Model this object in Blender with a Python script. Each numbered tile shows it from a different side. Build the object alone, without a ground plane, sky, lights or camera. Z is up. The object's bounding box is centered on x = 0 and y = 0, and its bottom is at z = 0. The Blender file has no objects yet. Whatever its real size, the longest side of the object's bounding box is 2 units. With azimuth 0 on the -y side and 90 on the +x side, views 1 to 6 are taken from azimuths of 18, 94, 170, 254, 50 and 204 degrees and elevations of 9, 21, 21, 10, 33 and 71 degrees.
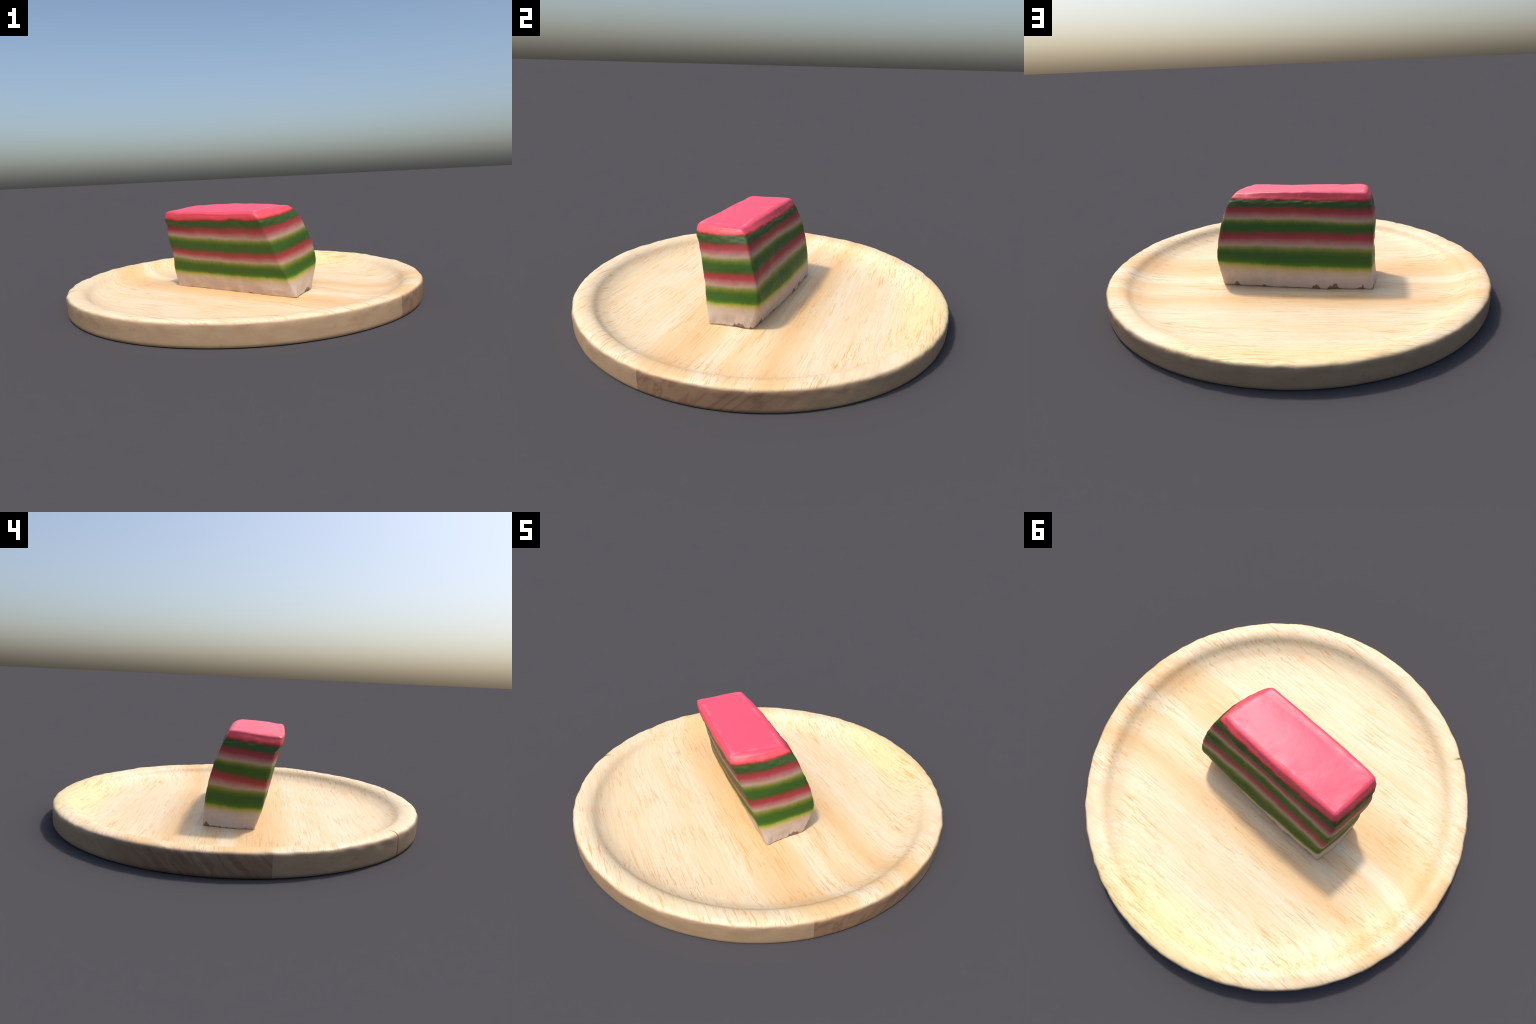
# A slice of pink / green / white layered steamed cake on a round turned wooden plate.
import bpy, bmesh, math
from mathutils import Vector, Matrix, noise

# ----------------------------------------------------------------------------- helpers
def smooth01(a, b, x):
    t = max(0.0, min(1.0, (x - a) / (b - a)))
    return t * t * (3 - 2 * t)

def catmull(vals, t):
    """Monotone-ish cubic interpolation of a list of Vectors at parameter t (0..len-1)."""
    n = len(vals) - 1
    i = min(int(t), n - 1)
    f = t - i
    p1, p2 = vals[i], vals[i + 1]
    m1 = (p2 - vals[i - 1]) * 0.5 if i > 0 else (p2 - p1)
    m2 = (vals[i + 2] - p1) * 0.5 if i + 2 <= n else (p2 - p1)
    f2, f3 = f * f, f * f * f
    return p1 * (2*f3 - 3*f2 + 1) + m1 * (f3 - 2*f2 + f) + p2 * (3*f2 - 2*f3) + m2 * (f3 - f2)

def fbm(x, y, z, octaves=4):
    return noise.fractal(Vector((x, y, z)), 1.0, 2.0, octaves, noise_basis='PERLIN_ORIGINAL')

def link(ob, parent=None):
    bpy.context.scene.collection.objects.link(ob)
    if parent is not None:
        ob.parent = parent
    return ob

def split_mesh(verts, faces, region, names, materials, parent):
    """One continuous surface cut by face region into named meshes that share their
    border vertices and the vertex normals of the whole body."""
    whole = bpy.data.meshes.new('whole')
    whole.from_pydata(verts, [], faces)
    whole.update()
    normals = [Vector(v.vector) for v in whole.vertex_normals]
    for k, name in enumerate(names):
        sel = [f for f, r in zip(faces, region) if r == k]
        used = {}
        fl = []
        for f in sel:
            fl.append([used.setdefault(i, len(used)) for i in f])
        order = sorted(used, key=used.get)
        me = bpy.data.meshes.new(name)
        me.from_pydata([verts[i] for i in order], [], fl)
        me.polygons.foreach_set('use_smooth', [True] * len(fl))
        me.materials.append(materials[k])
        me.update()
        me.normals_split_custom_set_from_vertices([normals[i] for i in order])
        link(bpy.data.objects.new(name, me), parent)
    bpy.data.meshes.remove(whole)

class Nodes:
    """Small wrapper that keeps node graphs readable."""
    def __init__(self, name):
        self.mat = bpy.data.materials.new(name)
        self.mat.use_nodes = True
        self.t = self.mat.node_tree
        self.t.nodes.clear()
    def put(self, sock, v):
        if isinstance(v, bpy.types.NodeSocket):
            self.t.links.new(v, sock)
        else:
            sock.default_value = v
    def math(self, op, a, b=0.0, c=None, clamp=False):
        n = self.t.nodes.new('ShaderNodeMath'); n.operation = op; n.use_clamp = clamp
        self.put(n.inputs[0], a); self.put(n.inputs[1], b)
        if c is not None: self.put(n.inputs[2], c)
        return n.outputs[0]
    def vmath(self, op, a, b=(0, 0, 0)):
        n = self.t.nodes.new('ShaderNodeVectorMath'); n.operation = op
        self.put(n.inputs[0], a); self.put(n.inputs[1], b)
        return n.outputs['Value'] if op in ('DOT_PRODUCT', 'LENGTH', 'DISTANCE') else n.outputs['Vector']
    def coord(self):
        return self.t.nodes.new('ShaderNodeTexCoord').outputs['Object']
    def xyz(self, v):
        n = self.t.nodes.new('ShaderNodeSeparateXYZ'); self.put(n.inputs[0], v); return n.outputs
    def vec(self, x, y, z):
        n = self.t.nodes.new('ShaderNodeCombineXYZ')
        for s, v in zip(n.inputs, (x, y, z)): self.put(s, v)
        return n.outputs[0]
    def noise(self, v, scale, detail=2.0, rough=0.5, dist=0.0):
        n = self.t.nodes.new('ShaderNodeTexNoise')
        self.put(n.inputs['Vector'], v); n.inputs['Scale'].default_value = scale
        n.inputs['Detail'].default_value = detail; n.inputs['Roughness'].default_value = rough
        n.inputs['Distortion'].default_value = dist
        return n.outputs['Fac']
    def voronoi(self, v, scale, feature='F1'):
        n = self.t.nodes.new('ShaderNodeTexVoronoi'); n.feature = feature
        self.put(n.inputs['Vector'], v); n.inputs['Scale'].default_value = scale
        return n.outputs['Distance'], n.outputs['Color'] if feature == 'F1' else None
    def ramp(self, f, stops, interp='LINEAR'):
        n = self.t.nodes.new('ShaderNodeValToRGB'); r = n.color_ramp; r.interpolation = interp
        while len(r.elements) < len(stops): r.elements.new(0.5)
        for e, (p, c) in zip(r.elements, sorted(stops, key=lambda s: s[0])):
            e.position = p
            e.color = (*c, 1) if hasattr(c, '__len__') else (c, c, c, 1)
        self.put(n.inputs[0], f)
        return n.outputs[0]
    def range(self, v, a, b, c=0.0, d=1.0, smooth=False):
        n = self.t.nodes.new('ShaderNodeMapRange')
        if smooth: n.interpolation_type = 'SMOOTHSTEP'
        for s, x in zip(n.inputs, (v, a, b, c, d)): self.put(s, x)
        return n.outputs[0]
    def mix(self, f, a, b, blend='MIX'):
        n = self.t.nodes.new('ShaderNodeMix'); n.data_type = 'RGBA'; n.blend_type = blend
        self.put(n.inputs[0], f)
        self.put(n.inputs[6], a if isinstance(a, bpy.types.NodeSocket) else (*a, 1))
        self.put(n.inputs[7], b if isinstance(b, bpy.types.NodeSocket) else (*b, 1))
        return n.outputs[2]
    def bump(self, h, strength, dist):
        n = self.t.nodes.new('ShaderNodeBump')
        n.inputs['Strength'].default_value = strength; n.inputs['Distance'].default_value = dist
        self.put(n.inputs['Height'], h)
        return n.outputs[0]
    def finish(self, color, rough, normal=None, spec=0.5, sss=0.0):
        p = self.t.nodes.new('ShaderNodeBsdfPrincipled')
        o = self.t.nodes.new('ShaderNodeOutputMaterial')
        self.put(p.inputs['Base Color'], color); self.put(p.inputs['Roughness'], rough)
        self.put(p.inputs['Specular IOR Level'], spec)
        if sss:
            p.inputs['Subsurface Weight'].default_value = sss
            p.inputs['Subsurface Scale'].default_value = 0.01
            p.inputs['Subsurface Radius'].default_value = (1.0, 0.5, 0.4)
        if normal is not None: self.put(p.inputs['Normal'], normal)
        self.t.links.new(p.outputs[0], o.inputs[0])
        return self.mat

# ============================================================================= the cake
# Local frame of the cake: x along its long side.
CAKE_AT = Vector((-0.02, 0.0, 0.0))
CAKE_TURN = math.radians(-17.0)
to_local = (Matrix.Translation(CAKE_AT) @ Matrix.Rotation(CAKE_TURN, 4, 'Z')).inverted()

# The four upright corner edges, measured where each layer boundary meets them
# (bottom, white|green, green|pink, pink|green, green|pink, pink|green, green|topping, top).
EDGE_FRONT_RIGHT = [(.365, -.237, .034), (.328, -.257, .136), (.294, -.266, .210), (.272, -.278, .273),
                    (.247, -.295, .342), (.218, -.312, .414), (.202, -.322, .457), (.182, -.322, .484)]
EDGE_BACK_RIGHT = [(.395, -.010, .038), (.425, .021, .175), (.420, .011, .261), (.405, -.005, .329),
                   (.383, -.026, .393), (.358, -.042, .458), (.333, -.055, .492), (.305, -.074, .510)]
EDGE_BACK_LEFT = [(-.350, .261, .036), (-.343, .260, .141), (-.350, .246, .241), (-.357, .226, .322),
                  (-.361, .210, .373), (-.363, .183, .441), (-.357, .166, .475), (-.345, .144, .508)]
EDGE_FRONT_LEFT = [(-.456, .017, .032), (-.459, -.009, .129), (-.456, -.029, .219), (-.464, -.032, .275),
                   (-.471, -.047, .350), (-.466, -.064, .413), (-.467, -.090, .447), (-.448, -.104, .487)]
EDGES = [[to_local @ Vector(p) for p in e]
         for e in (EDGE_FRONT_RIGHT, EDGE_BACK_RIGHT, EDGE_BACK_LEFT, EDGE_FRONT_LEFT)]
TOP_CORNER_Z = (0.503, 0.513, 0.514, 0.501)
SIDE_STEPS = (36, 84, 36, 84)      # right end, back face, left end, front face
# how far the middle of each side swells outwards, by layer parameter
BULGE = (
    [(0, -.004), (1, .005), (2.5, .013), (5, .021), (7, .014)],                      # right end
    [(0, .017), (1, .010), (2.4, -.011), (4, -.006), (5.5, .014), (7, .012)],        # back face
    [(0, .010), (1, .006), (3, .004), (7, .004)],                                    # left end
    [(0, .000), (1, .011), (3, .024), (5, .018), (6, .010), (7, .009)],              # front face
)
SKEW = (1.0, 1.0, 1.0, 0.85)

def bulge(k, t):
    pts = BULGE[k]
    for (t0, b0), (t1, b1) in zip(pts, pts[1:]):
        if t <= t1:
            return b0 + (b1 - b0) * smooth01(t0, t1, t)
    return pts[-1][1]

CORNER = 0.016
ARC = 6

def cake_ring(corners, t, bulge_scale=1.0, radius=CORNER):
    """Rounded quadrilateral through four corner points."""
    pts = []
    for k in range(4):
        p, nx, pv = corners[k], corners[(k + 1) % 4], corners[k - 1]
        a = p + (pv - p).normalized() * radius
        b = p + (nx - p).normalized() * radius
        for j in range(ARC):
            s = j / ARC
            pts.append(a * (1 - s) ** 2 + (p * 0.72 + (a + b) * 0.14) * 2 * s * (1 - s) + b * s * s)
        e = nx + (p - nx).normalized() * radius
        d = (e - b)
        out = Vector((d.y, -d.x, 0)).normalized()
        for j in range(SIDE_STEPS[k]):
            s = j / SIDE_STEPS[k]
            pts.append(b + d * s + out * (bulge(k, t) * 4 * s ** SKEW[k] * (1 - s ** SKEW[k]) * bulge_scale))
    return pts

LAYER_ROWS = (20, 14, 12, 14, 12, 10, 10)

def cake_surface():
    rings, params = [], []
    for k, n in enumerate(LAYER_ROWS):
        for j in range(n):
            t = k + j / n
            rings.append(cake_ring([catmull(e, t) for e in EDGES], t)); params.append(t)
    edge = [e[-1] for e in EDGES]
    mid = sum(edge, Vector()) / 4
    # rounded shoulder: leaves the sides along their own slant and lies down into the flat top
    shoulder = 9
    for j in range(shoulder + 1):
        f = j / shoulder
        f2, f3 = f * f, f * f * f
        cs = []
        for k in range(4):
            p = edge[k]
            fore, aft = (edge[(k + 1) % 4] - p).normalized(), (edge[k - 1] - p).normalized()
            # the front shoulder is tighter than the back one
            inward = fore * (0.6 if k == 0 else 1.0) + aft * (0.6 if k == 3 else 1.0)
            inward.z = 0
            q = p + inward * 0.026
            q.z = TOP_CORNER_Z[k]
            rise = (p - EDGES[k][6]).normalized() * 0.024
            cs.append(p * (2*f3 - 3*f2 + 1) + rise * (f3 - 2*f2 + f) + q * (3*f2 - 2*f3) + inward * 0.03 * (f3 - f2))
        rings.append(cake_ring(cs, 7, 1.0 - 0.3 * f)); params.append(7 + f * 0.1)
    top_corners = cs
    ends = ((top_corners[1] + top_corners[0]) / 2 - mid), ((top_corners[2] + top_corners[3]) / 2 - mid)
    import numpy as np
    co = np.linalg.solve(np.array([[1, p.x, p.y, p.x * p.y] for p in top_corners]), np.array([p.z for p in top_corners]))
    flat_z = lambda q: float(co[0] + co[1] * q.x + co[2] * q.y + co[3] * q.x * q.y)
    caps = 14
    for j in range(1, caps):
        s = 1 - j / caps
        c2 = []
        for k in range(4):
            q = (mid + (ends[0] if k in (0, 1) else ends[1]) * 0.6).lerp(top_corners[k], s)
            q.z = flat_z(q)
            c2.append(q)
        rings.append(cake_ring(c2, 7, 0.7 * s, CORNER * max(s, 0.12))); params.append(7.1 + 0.05 * j)
    return rings, params

def ring_dent(p, centre, radius, depth):
    d = (p - centre).length
    return -depth * math.exp(-((d - radius) / (radius * 0.3)) ** 2) + depth * 0.5 * math.exp(-(d / (radius * 0.5)) ** 2)

def build_cake(parent, mat):
    rings, params = cake_surface()
    n = len(rings[0])
    verts = [p for r in rings for p in r]
    faces, region = [], []
    for i in range(len(rings) - 1):
        for j in range(n):
            faces.append((i * n + j, i * n + (j + 1) % n, (i + 1) * n + (j + 1) % n, (i + 1) * n + j))
            region.append(min(int((params[i] + 1e-6)), 6))
    # close the top: bridge the back side of the innermost ring to its front side
    last = (len(rings) - 1) * n
    back = [ARC * 2 + SIDE_STEPS[0] + q for q in range(-1, SIDE_STEPS[1])]
    front = [ARC * 4 + SIDE_STEPS[0] + SIDE_STEPS[1] + SIDE_STEPS[2] + q for q in range(-1, SIDE_STEPS[3])][::-1]
    for q in range(len(back) - 1):
        faces.append(tuple(last + w for w in (front[q + 1], front[q], back[q], back[q + 1])))
        region.append(6)
    for lo, hi in ((back[-1], front[-1]), (front[0], back[0] + n)):
        faces.append(tuple(last + w % n for w in range(lo, hi + 1))); region.append(6)
    b = len(verts)
    verts.append(sum((verts[j] for j in range(n)), Vector()) / n)
    for j in range(n):
        faces.append(((j + 1) % n, j, b)); region.append(0)
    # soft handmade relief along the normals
    me = bpy.data.meshes.new('tmp'); me.from_pydata(verts, [], faces); me.update()
    nor = [Vector(v.vector) for v in me.vertex_normals]
    bpy.data.meshes.remove(me)
    bubble = to_local @ Vector((0.19, 0.105, 0.20))
    bubble_small = to_local @ Vector((0.13, 0.125, 0.205))
    out = []
    for i, p in enumerate(verts):
        row = min(i // n, len(rings) - 1)
        t = params[row] if i < last + n else 0
        side = 1 - smooth01(6.9, 7.1, t)
        d = 0.0035 * fbm(p.x * 7 + 3, p.y * 7, p.z * 9, 3) * (0.35 + 0.65 * side)
        d += 0.0012 * fbm(p.x * 34, p.y * 34, p.z * 34, 3) * (0.3 + 0.7 * side)
        # slight swelling of every layer between its boundaries
        d += 0.0005 * side * math.cos((t - 0.5) * 2 * math.pi)
        # creases in the uppermost green layer
        d += 0.0035 * smooth01(4.9, 5.4, t) * (1 - smooth01(5.9, 6.4, t)) * fbm(p.x * 16 + 9, p.y * 16, p.z * 45, 3)
        d += ring_dent(p, bubble, 0.010, 0.0012) + ring_dent(p, bubble_small, 0.006, 0.0008)
        q = p + nor[i] * d
        if t < 0.9:      # torn, lumpy lower edge of the white layer
            lift = smooth01(0.9, 0.0, t)
            q = q + Vector((nor[i].x, nor[i].y, 0)) * 0.006 * lift * fbm(p.x * 22 + 5, p.y * 22, 1.3, 4)
            q.z += 0.006 * lift * max(0.0, fbm(p.x * 17 - 4, p.y * 17, 4.1, 3))
        # the topping domes gently and crests along the back, left of the middle
        if t > 6.5:
            on_top = smooth01(6.5, 7.1, t)
            du, dv = (p.x - 0.0) / 0.39, (p.y + 0.05) / 0.15
            q.z += on_top * 0.0135 * max(0.0, 1 - du * du) * max(0.0, 1 - dv * dv)
            q.z += on_top * 0.006 * math.exp(-((p.x + 0.08) / 0.17) ** 2 - ((p.y - 0.05) / 0.07) ** 2)
        # waves in the rim of the topping
        q.z += 0.005 * smooth01(5.6, 7.0, t) * (1 - smooth01(7.1, 7.4, t)) * fbm(p.x * 6.5 + 1, p.y * 6.5, 2.2, 2)
        out.append(q)
    names = ['white_layer', 'green_layer', 'pink_layer', 'green_layer', 'pink_layer', 'green_layer', 'pink_topping']
    split_mesh(out, faces, region, names, [mat] * 7, parent)

def bilinear(level):
    """z of a layer boundary as a + b x + c y + d x y through its four corners."""
    import numpy as np
    P = [e[level] for e in EDGES]
    A = np.array([[1, p.x, p.y, p.x * p.y] for p in P])
    return [float(v) for v in np.linalg.solve(A, np.array([p.z for p in P]))]

def cake_material():
    m = Nodes('layered_cake_dough')
    co = m.coord()
    x, y, z = m.xyz(co)[:3]
    xy = m.math('MULTIPLY', x, y)
    xyv = m.vec(x, y, xy)
    # uneven, slightly bleeding boundaries
    flat = m.vmath('MULTIPLY', co, (1, 1, 0.5))
    wob = m.math('MULTIPLY', m.math('SUBTRACT', m.noise(flat, 7, 3, 0.6), 0.5), 0.026)
    fuzz = m.math('MULTIPLY', m.math('SUBTRACT', m.noise(m.vmath('MULTIPLY', co, (1, 1, 0.35)), 130, 2, 0.6), 0.5), 0.008)
    zz = m.math('ADD', z, m.math('ADD', wob, fuzz))
    levels = []
    for k in range(8):
        a, b, c, d = bilinear(k)
        levels.append(m.math('ADD', m.vmath('DOT_PRODUCT', xyv, (b, c, d)), a))
    t = None
    for k in range(7):
        f = m.math('DIVIDE', m.math('SUBTRACT', zz, levels[k]), m.math('SUBTRACT', levels[k + 1], levels[k]), clamp=True)
        t = f if t is None else m.math('ADD', t, f)
    white = (.54, .44, .37); warm = (.47, .37, .20); yellow = (.27, .28, .018)
    green = (.031, .090, .007); leaf = (.042, .145, .009); olive = (.085, .125, .010); moss = (.19, .19, .03)
    deep = (.031, .082, .011); teal = (.038, .074, .025)
    beige = (.36, .265, .195); blush = (.35, .13, .115); pink = (.295, .040, .050); red = (.25, .030, .024)
    brown = (.095, .058, .012); top = (.76, .085, .148); edge = (.66, .065, .065)
    stops = [(0.0, white), (0.62, white), (0.86, warm), (1.02, yellow), (1.14, leaf), (1.30, green), (1.66, green),
             (1.84, olive), (1.98, moss), (2.16, beige), (2.43, blush), (2.66, pink), (2.9, red), (3.06, brown),
             (3.20, deep), (3.64, green), (3.84, olive), (3.98, moss), (4.16, beige), (4.42, blush), (4.66, pink),
             (4.9, red), (5.05, brown), (5.2, teal), (5.8, deep), (5.98, brown), (6.1, red), (6.4, edge), (6.95, top)]
    col = m.ramp(m.math('DIVIDE', t, 7.0), [(p / 7.0, c) for p, c in stops])
    # uneven, slightly grey and yellowed base
    dull = m.math('MULTIPLY', m.range(m.noise(co, 15, 4, 0.65), 0.42, 0.68, 0, 0.5), m.range(t, 1.0, 0.7))
    col = m.mix(dull, col, (.40, .33, .27))
    # broad mottling
    col = m.mix(m.range(m.noise(co, 9, 3), 0.35, 0.7, 0, 0.22), col, m.mix(1.0, col, (1.1, .92, 1.05), 'MULTIPLY'))
    # worn, paler line where the topping turns over its edge
    P = [e[7] for e in EDGES]
    dist = None
    for k in range(4):
        a, b = P[k], P[(k + 1) % 4]
        n = Vector((-(b.y - a.y), b.x - a.x, 0)).normalized()
        dd = m.math('ADD', m.vmath('DOT_PRODUCT', co, tuple(n)), -n.dot(Vector((a.x, a.y, 0))))
        dist = dd if dist is None else m.math('MINIMUM', dist, dd)
    dist = m.math('ADD', dist, m.math('MULTIPLY', m.math('SUBTRACT', m.noise(co, 30, 3), 0.5), 0.016))
    # redder, mottled turn of the topping
    rosy = m.math('MULTIPLY', m.range(dist, 0.034, 0.0, 0, 1, True), m.range(m.noise(co, 12, 3, 0.6), 0.3, 0.7, 0.25, 0.8))
    col = m.mix(m.math('MULTIPLY', rosy, m.range(t, 6.6, 7.0)), col, (.72, .062, .075))
    line = m.ramp(m.range(dist, 0.0, 0.04), [(0.0, 0), (0.3, 0), (0.5, 1), (0.62, .35), (1.0, 0)])
    line = m.math('MULTIPLY', line, m.range(t, 6.9, 7.0))
    line = m.math('MULTIPLY', line, m.range(m.noise(co, 14, 2), 0.40, 0.65, 0.0, 0.5))
    col = m.mix(line, col, (.86, .30, .40))
    # faint knife scratches and pale specks
    sc = m.noise(m.vmath('MULTIPLY', co, (60, 60, 14)), 1.0, 4, 0.7, 0.6)
    col = m.mix(m.math('MULTIPLY', m.range(sc, 0.68, 0.78, 0, 0.25), m.range(t, 6.8, 6.2)), col, (.45, .34, .26))
    # uneven brown patches along the lower edge, on the back and the right end
    brown_patch = m.range(m.noise(m.vmath('MULTIPLY', co, (13, 13, 3)), 1.0, 3, 0.6), 0.50, 0.62, 0.0, 0.26)
    sided = m.math('MAXIMUM', m.range(y, -0.02, 0.03), m.math('MULTIPLY', m.range(x, 0.28, 0.33), m.range(y, -0.10, -0.06)))
    brown_patch = m.math('MULTIPLY', brown_patch, sided)
    col = m.mix(m.range(m.math('SUBTRACT', t, brown_patch), -0.03, 0.0, 0.85, 0.0), col, (.16, .085, .05))
    h = m.math('ADD', m.noise(co, 45, 4, 0.6), m.math('MULTIPLY', sc, 0.4))
    return m.finish(col, m.range(t, 6.6, 7.0, 0.55, 0.45), m.bump(h, 0.2, 0.003), m.range(t, 6.6, 7.0, 0.3, 0.5))

# ============================================================================= the plate
GRAIN = math.radians(-15.4)
CRACK = math.atan2(-0.535, -0.81)      # a dark split that runs up the side and over the rim
PROFILE = [  # (radius, height) from the middle of the well over the rim to the underside
    (0.0, .0335), (.25, .0335), (.50, .033), (.62, .0325), (.70, .0335), (.75, .0365), (.79, .041), (.825, .048),
    (.850, .057), (.873, .068), (.889, .081), (.9015, .0935), (.917, .104), (.938, .1105), (.958, .112),
    (.976, .111), (.990, .1065), (.9985, .098), (1.0012, .084), (1.0014, .060), (1.001, .035), (1.0, .014),
    (.995, .004), (.983, .0), (.90, .0), (.60, .0), (.25, .0), (0.0, .0)]
RIM_FROM, RIM_TO = 8, 22

def build_plate(parent, mat_floor, mat_rim, mat_under):
    prof = [Vector((r, z, 0)) for r, z in PROFILE]
    rows, part = [], []
    for i in range(len(prof) - 1):
        n = 3 if RIM_FROM - 3 <= i <= RIM_TO else 4
        for j in range(n):
            p = catmull(prof, i + j / n)
            rows.append((max(p.x, 0), max(p.y, 0))); part.append(0 if i < RIM_FROM else (1 if i < RIM_TO else 2))
    rows[0] = (1e-3, rows[0][1]); rows.append((1e-3, 0.0))
    N = 420
    verts = []
    for i, (r, z) in enumerate(rows):
        for j in range(N):
            a = 2 * math.pi * j / N
            ca, sa = math.cos(a), math.sin(a)
            up = part[min(i, len(part) - 1)] < 2
            rr, zz = r, z
            if up and z < 0.06:
                zz -= 0.003 * smooth01(0.3, 0.75, r) * max(0.0, math.cos(a - math.pi * 0.25)) * (1 - smooth01(0.78, 0.86, r))
            if up and r > 0.8:
                w = smooth01(0.86, 0.97, r)
                # chattered turning marks: the rim edge is not a clean circle
                chip = fbm(ca * 13, sa * 13, z * 14, 4)
                rr += w * (0.0015 * fbm(ca * 3 + 7, sa * 3, 1.5, 2) + 0.0045 * chip * (0.25 + 0.75 * smooth01(0.05, 0.1, z)) - 0.0022)
                zz += w * smooth01(0.05, 0.1, z) * (0.0025 * fbm(ca * 3, sa * 3 + 2, 1, 2) + 0.003 * fbm(ca * 16, sa * 16 + 3, r * 16, 3))
                zz += (1 - w) * 0.0025 * fbm(ca * 4 + 1, sa * 4, r * 4, 2)
                # the lip is fuller towards one side
                full = 0.5 + 0.5 * math.cos(a + math.pi * 0.28)
                zz += 0.002 * full * smooth01(0.80, 0.90, r) * smooth01(0.0, 0.1, z)
                rr -= 0.005 * full * smooth01(0.80, 0.87, r) * (1 - smooth01(0.90, 0.96, r))
            elif up:
                zz += 0.0012 * fbm(r * ca * 4, r * sa * 4, 3.3, 3)
            else:
                rr += (0.0015 * fbm(ca * 3 + 7, sa * 3, 1.5, 2) - 0.0015) * smooth01(0.9, 0.99, r)
            verts.append(Vector((rr * ca, rr * sa, zz)))
    faces, region = [], []
    for i in range(len(rows) - 1):
        for j in range(N):
            faces.append((i * N + j, (i + 1) * N + j, (i + 1) * N + (j + 1) % N, i * N + (j + 1) % N))
            region.append(part[i])
    faces.append(tuple(range(N))); region.append(0)
    faces.append(tuple(reversed(range((len(rows) - 1) * N, len(rows) * N)))); region.append(2)
    split_mesh(verts, faces, region, ['plate_well', 'plate_rim', 'plate_underside'],
               [mat_floor, mat_rim, mat_under], parent)

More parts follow.
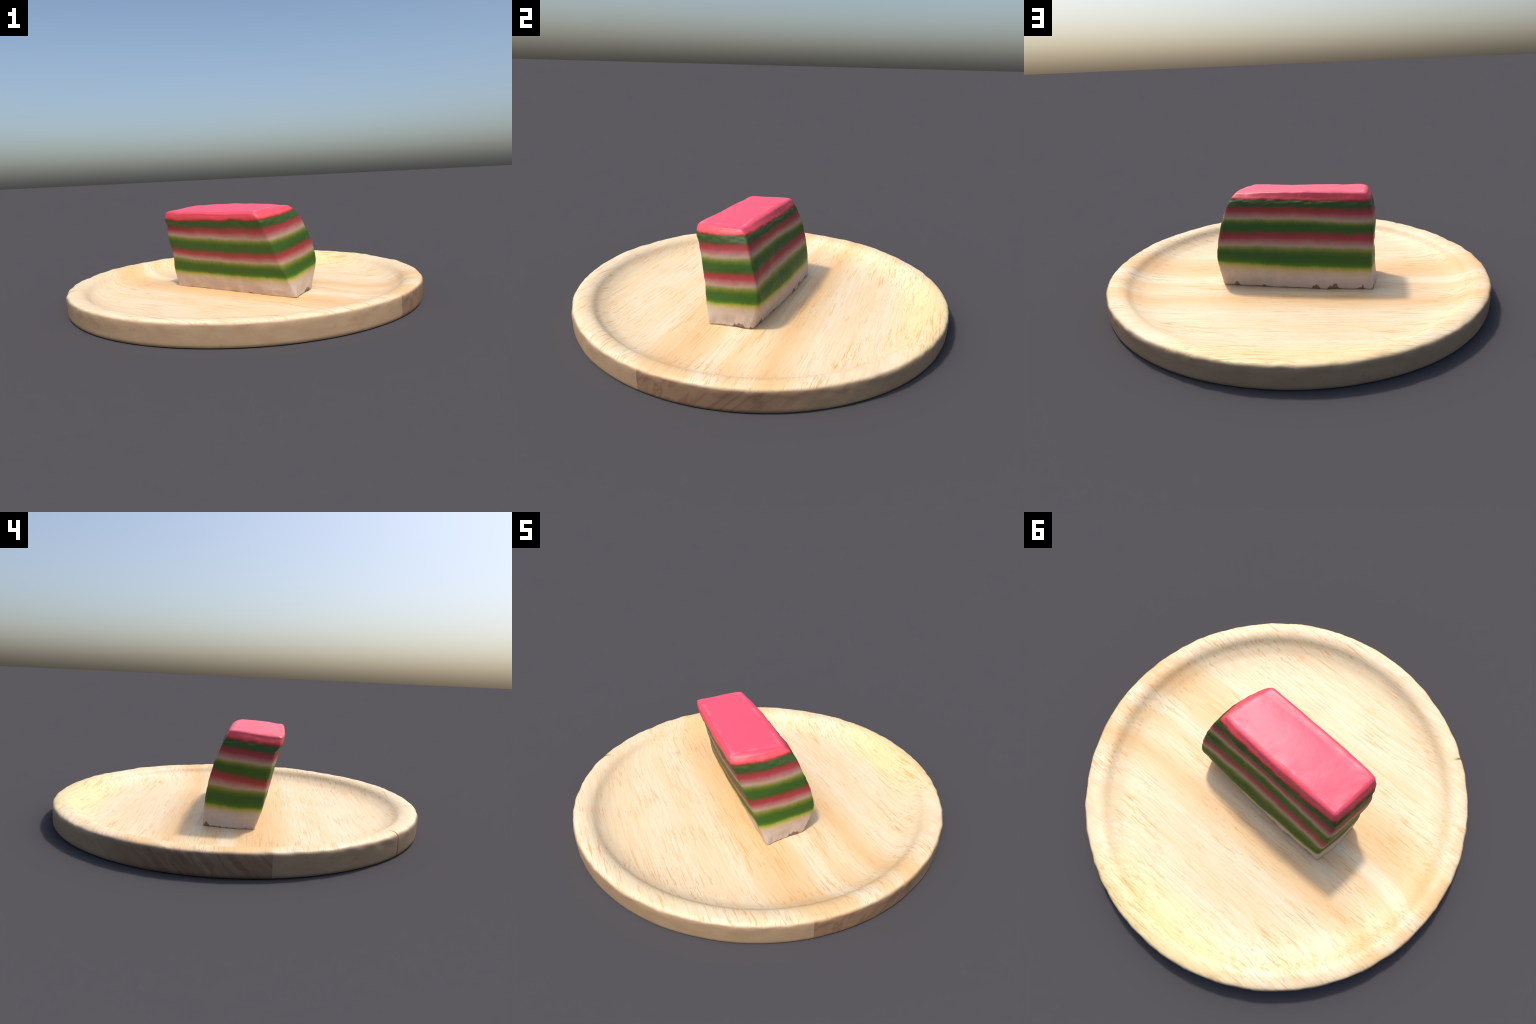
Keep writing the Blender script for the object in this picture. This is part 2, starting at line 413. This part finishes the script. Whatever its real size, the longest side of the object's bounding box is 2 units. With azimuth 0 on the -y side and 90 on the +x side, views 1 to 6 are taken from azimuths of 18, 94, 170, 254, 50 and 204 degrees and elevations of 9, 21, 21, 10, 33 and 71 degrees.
def wood_material(name='turned_pale_wood'):
    m = Nodes(name)
    co = m.coord()
    # grain frame: u along the grain, v across it; growth rings are slanted sheets v - 1.2 z
    u = m.vmath('DOT_PRODUCT', co, (math.cos(GRAIN), math.sin(GRAIN), 0))
    v = m.vmath('DOT_PRODUCT', co, (-math.sin(GRAIN), math.cos(GRAIN), 0))
    x, y, z = m.xyz(co)[:3]
    sheet = m.math('SUBTRACT', v, m.math('MULTIPLY', m.math('SUBTRACT', z, 0.034), 1.0))
    slow = m.math('SUBTRACT', m.noise(m.vec(m.math('MULTIPLY', u, 1.1), m.math('MULTIPLY', v, 3.0), z), 1.6, 2), 0.5)
    fine = m.math('SUBTRACT', m.noise(m.vec(m.math('MULTIPLY', u, 3), m.math('MULTIPLY', v, 14), z), 2.0, 3), 0.5)
    w = m.math('ADD', sheet, m.math('ADD', m.math('MULTIPLY', slow, 0.10), m.math('MULTIPLY', fine, 0.012)))
    plank = m.math('GREATER_THAN', v, -0.17)
    cream = (.80, .645, .41); pale = (.82, .69, .48); tan = (.79, .565, .31); orange = (.78, .50, .245); yel = (.82, .67, .36)
    # broad tone of the two boards
    left_board = m.ramp(m.range(w, -1.0, -0.1), [(0.0, pale), (0.25, cream), (0.5, pale), (0.62, cream), (0.75, pale), (0.86, tan), (1.0, orange)])
    right_board = m.ramp(m.range(w, -0.25, 1.0), [(0.0, tan), (0.10, orange), (0.18, tan), (0.21, pale), (0.25, pale),
                         (0.29, tan), (0.36, cream), (0.42, orange), (0.46, tan), (0.54, pale), (0.66, cream), (0.76, pale), (0.86, yel), (1.0, yel)])
    col = m.mix(plank, left_board, right_board)
    # long streaks
    wv = m.math('ADD', m.math('MULTIPLY', sheet, 1.0), m.math('MULTIPLY', fine, 0.03))
    st = m.noise(m.vec(m.math('MULTIPLY', u, 1.3), m.math('MULTIPLY', wv, 22), 0.0), 2.0, 5, 0.65)
    col = m.mix(m.range(st, 0.45, 0.75, 0, 0.5), col, orange)
    col = m.mix(m.range(st, 0.45, 0.25, 0, 0.3), col, pale)
    hair = m.noise(m.vec(m.math('MULTIPLY', u, 1.6), m.math('MULTIPLY', wv, 75), 3.0), 1.0, 3, 0.6)
    col = m.mix(m.range(hair, 0.50, 0.70, 0, 0.5), col, orange)
    # dark wavy pore dashes
    wig = m.math('MULTIPLY', m.math('SUBTRACT', m.noise(co, 26, 2), 0.5), 0.014)
    pv = m.math('ADD', v, wig)
    d1 = m.noise(m.vec(m.math('MULTIPLY', u, 6), m.math('MULTIPLY', pv, 115), m.math('MULTIPLY', z, 40)), 1.0, 2, 0.6)
    d2 = m.noise(m.vec(m.math('MULTIPLY', u, 26), m.math('MULTIPLY', pv, 190), m.math('MULTIPLY', z, 60)), 1.0, 1, 0.5)
    where = m.range(m.noise(co, 3.5, 2), 0.38, 0.62, 0.25, 1.0)
    col = m.mix(m.math('MULTIPLY', m.range(d1, 0.555, 0.65, 0, 0.75), where), col, (.70, .37, .13))
    col = m.mix(m.math('MULTIPLY', m.range(d2, m.range(v, 0.45, 0.65, 0.66, 0.60), 0.74, 0, 0.6), where), col, (.60, .27, .09))
    # darker, browner outer wall, with the redder heartwood of the middle board
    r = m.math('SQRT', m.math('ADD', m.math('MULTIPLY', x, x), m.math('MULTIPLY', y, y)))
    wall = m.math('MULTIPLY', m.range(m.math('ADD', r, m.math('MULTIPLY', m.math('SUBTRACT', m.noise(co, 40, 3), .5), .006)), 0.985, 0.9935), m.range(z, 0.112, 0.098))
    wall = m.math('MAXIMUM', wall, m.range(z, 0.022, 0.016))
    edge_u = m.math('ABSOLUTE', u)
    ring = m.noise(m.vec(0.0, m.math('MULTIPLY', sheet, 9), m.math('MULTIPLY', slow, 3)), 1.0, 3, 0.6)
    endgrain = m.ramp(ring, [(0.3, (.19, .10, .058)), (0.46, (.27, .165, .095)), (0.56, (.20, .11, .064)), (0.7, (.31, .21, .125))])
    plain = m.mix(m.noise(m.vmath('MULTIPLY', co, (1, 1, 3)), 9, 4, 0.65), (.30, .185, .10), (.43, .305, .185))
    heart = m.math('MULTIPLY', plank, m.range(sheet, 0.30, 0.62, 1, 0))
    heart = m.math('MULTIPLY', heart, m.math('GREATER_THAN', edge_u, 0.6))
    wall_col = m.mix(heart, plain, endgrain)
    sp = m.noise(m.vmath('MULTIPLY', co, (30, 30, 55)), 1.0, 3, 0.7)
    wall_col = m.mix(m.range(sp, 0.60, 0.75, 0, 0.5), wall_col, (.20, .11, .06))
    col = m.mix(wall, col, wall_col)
    # the dark split in the rim
    cx, cy = math.cos(CRACK), math.sin(CRACK)
    off = m.math('ADD', m.vmath('DOT_PRODUCT', co, (-cy, cx, 0)), m.math('MULTIPLY', m.math('SUBTRACT', m.noise(co, 18, 2), 0.5), 0.012))
    split = m.math('MULTIPLY', m.range(m.math('ABSOLUTE', off), 0.003, 0.0085, 1, 0), m.range(m.vmath('DOT_PRODUCT', co, (cx, cy, 0)), 0.945, 0.975))
    col = m.mix(m.math('MULTIPLY', split, 0.85), col, (.20, .075, .025))
    h = m.math('ADD', m.math('MULTIPLY', d1, -0.5), m.math('ADD', m.math('MULTIPLY', st, -0.5), m.noise(co, 60, 4, 0.6)))
    return m.finish(col, m.range(st, 0.3, 0.7, 0.45, 0.6), m.bump(h, 0.1, 0.002), 0.5)

# ============================================================================= assemble
def empty(name, label, category, at, turn=0.0):
    e = bpy.data.objects.new(name, None)
    e.location = at
    e.rotation_euler = (0, 0, turn)
    e['label'] = label
    e['category'] = category
    return link(e)

plate = empty('wooden_plate', 'round shallow pale wooden plate with raised rim', 'plate', (0, 0, 0))
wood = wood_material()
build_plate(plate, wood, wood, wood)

cake = empty('layered_cake', 'slice of pink, green and white striped layer cake', 'cake', CAKE_AT, CAKE_TURN)
build_cake(cake, cake_material())
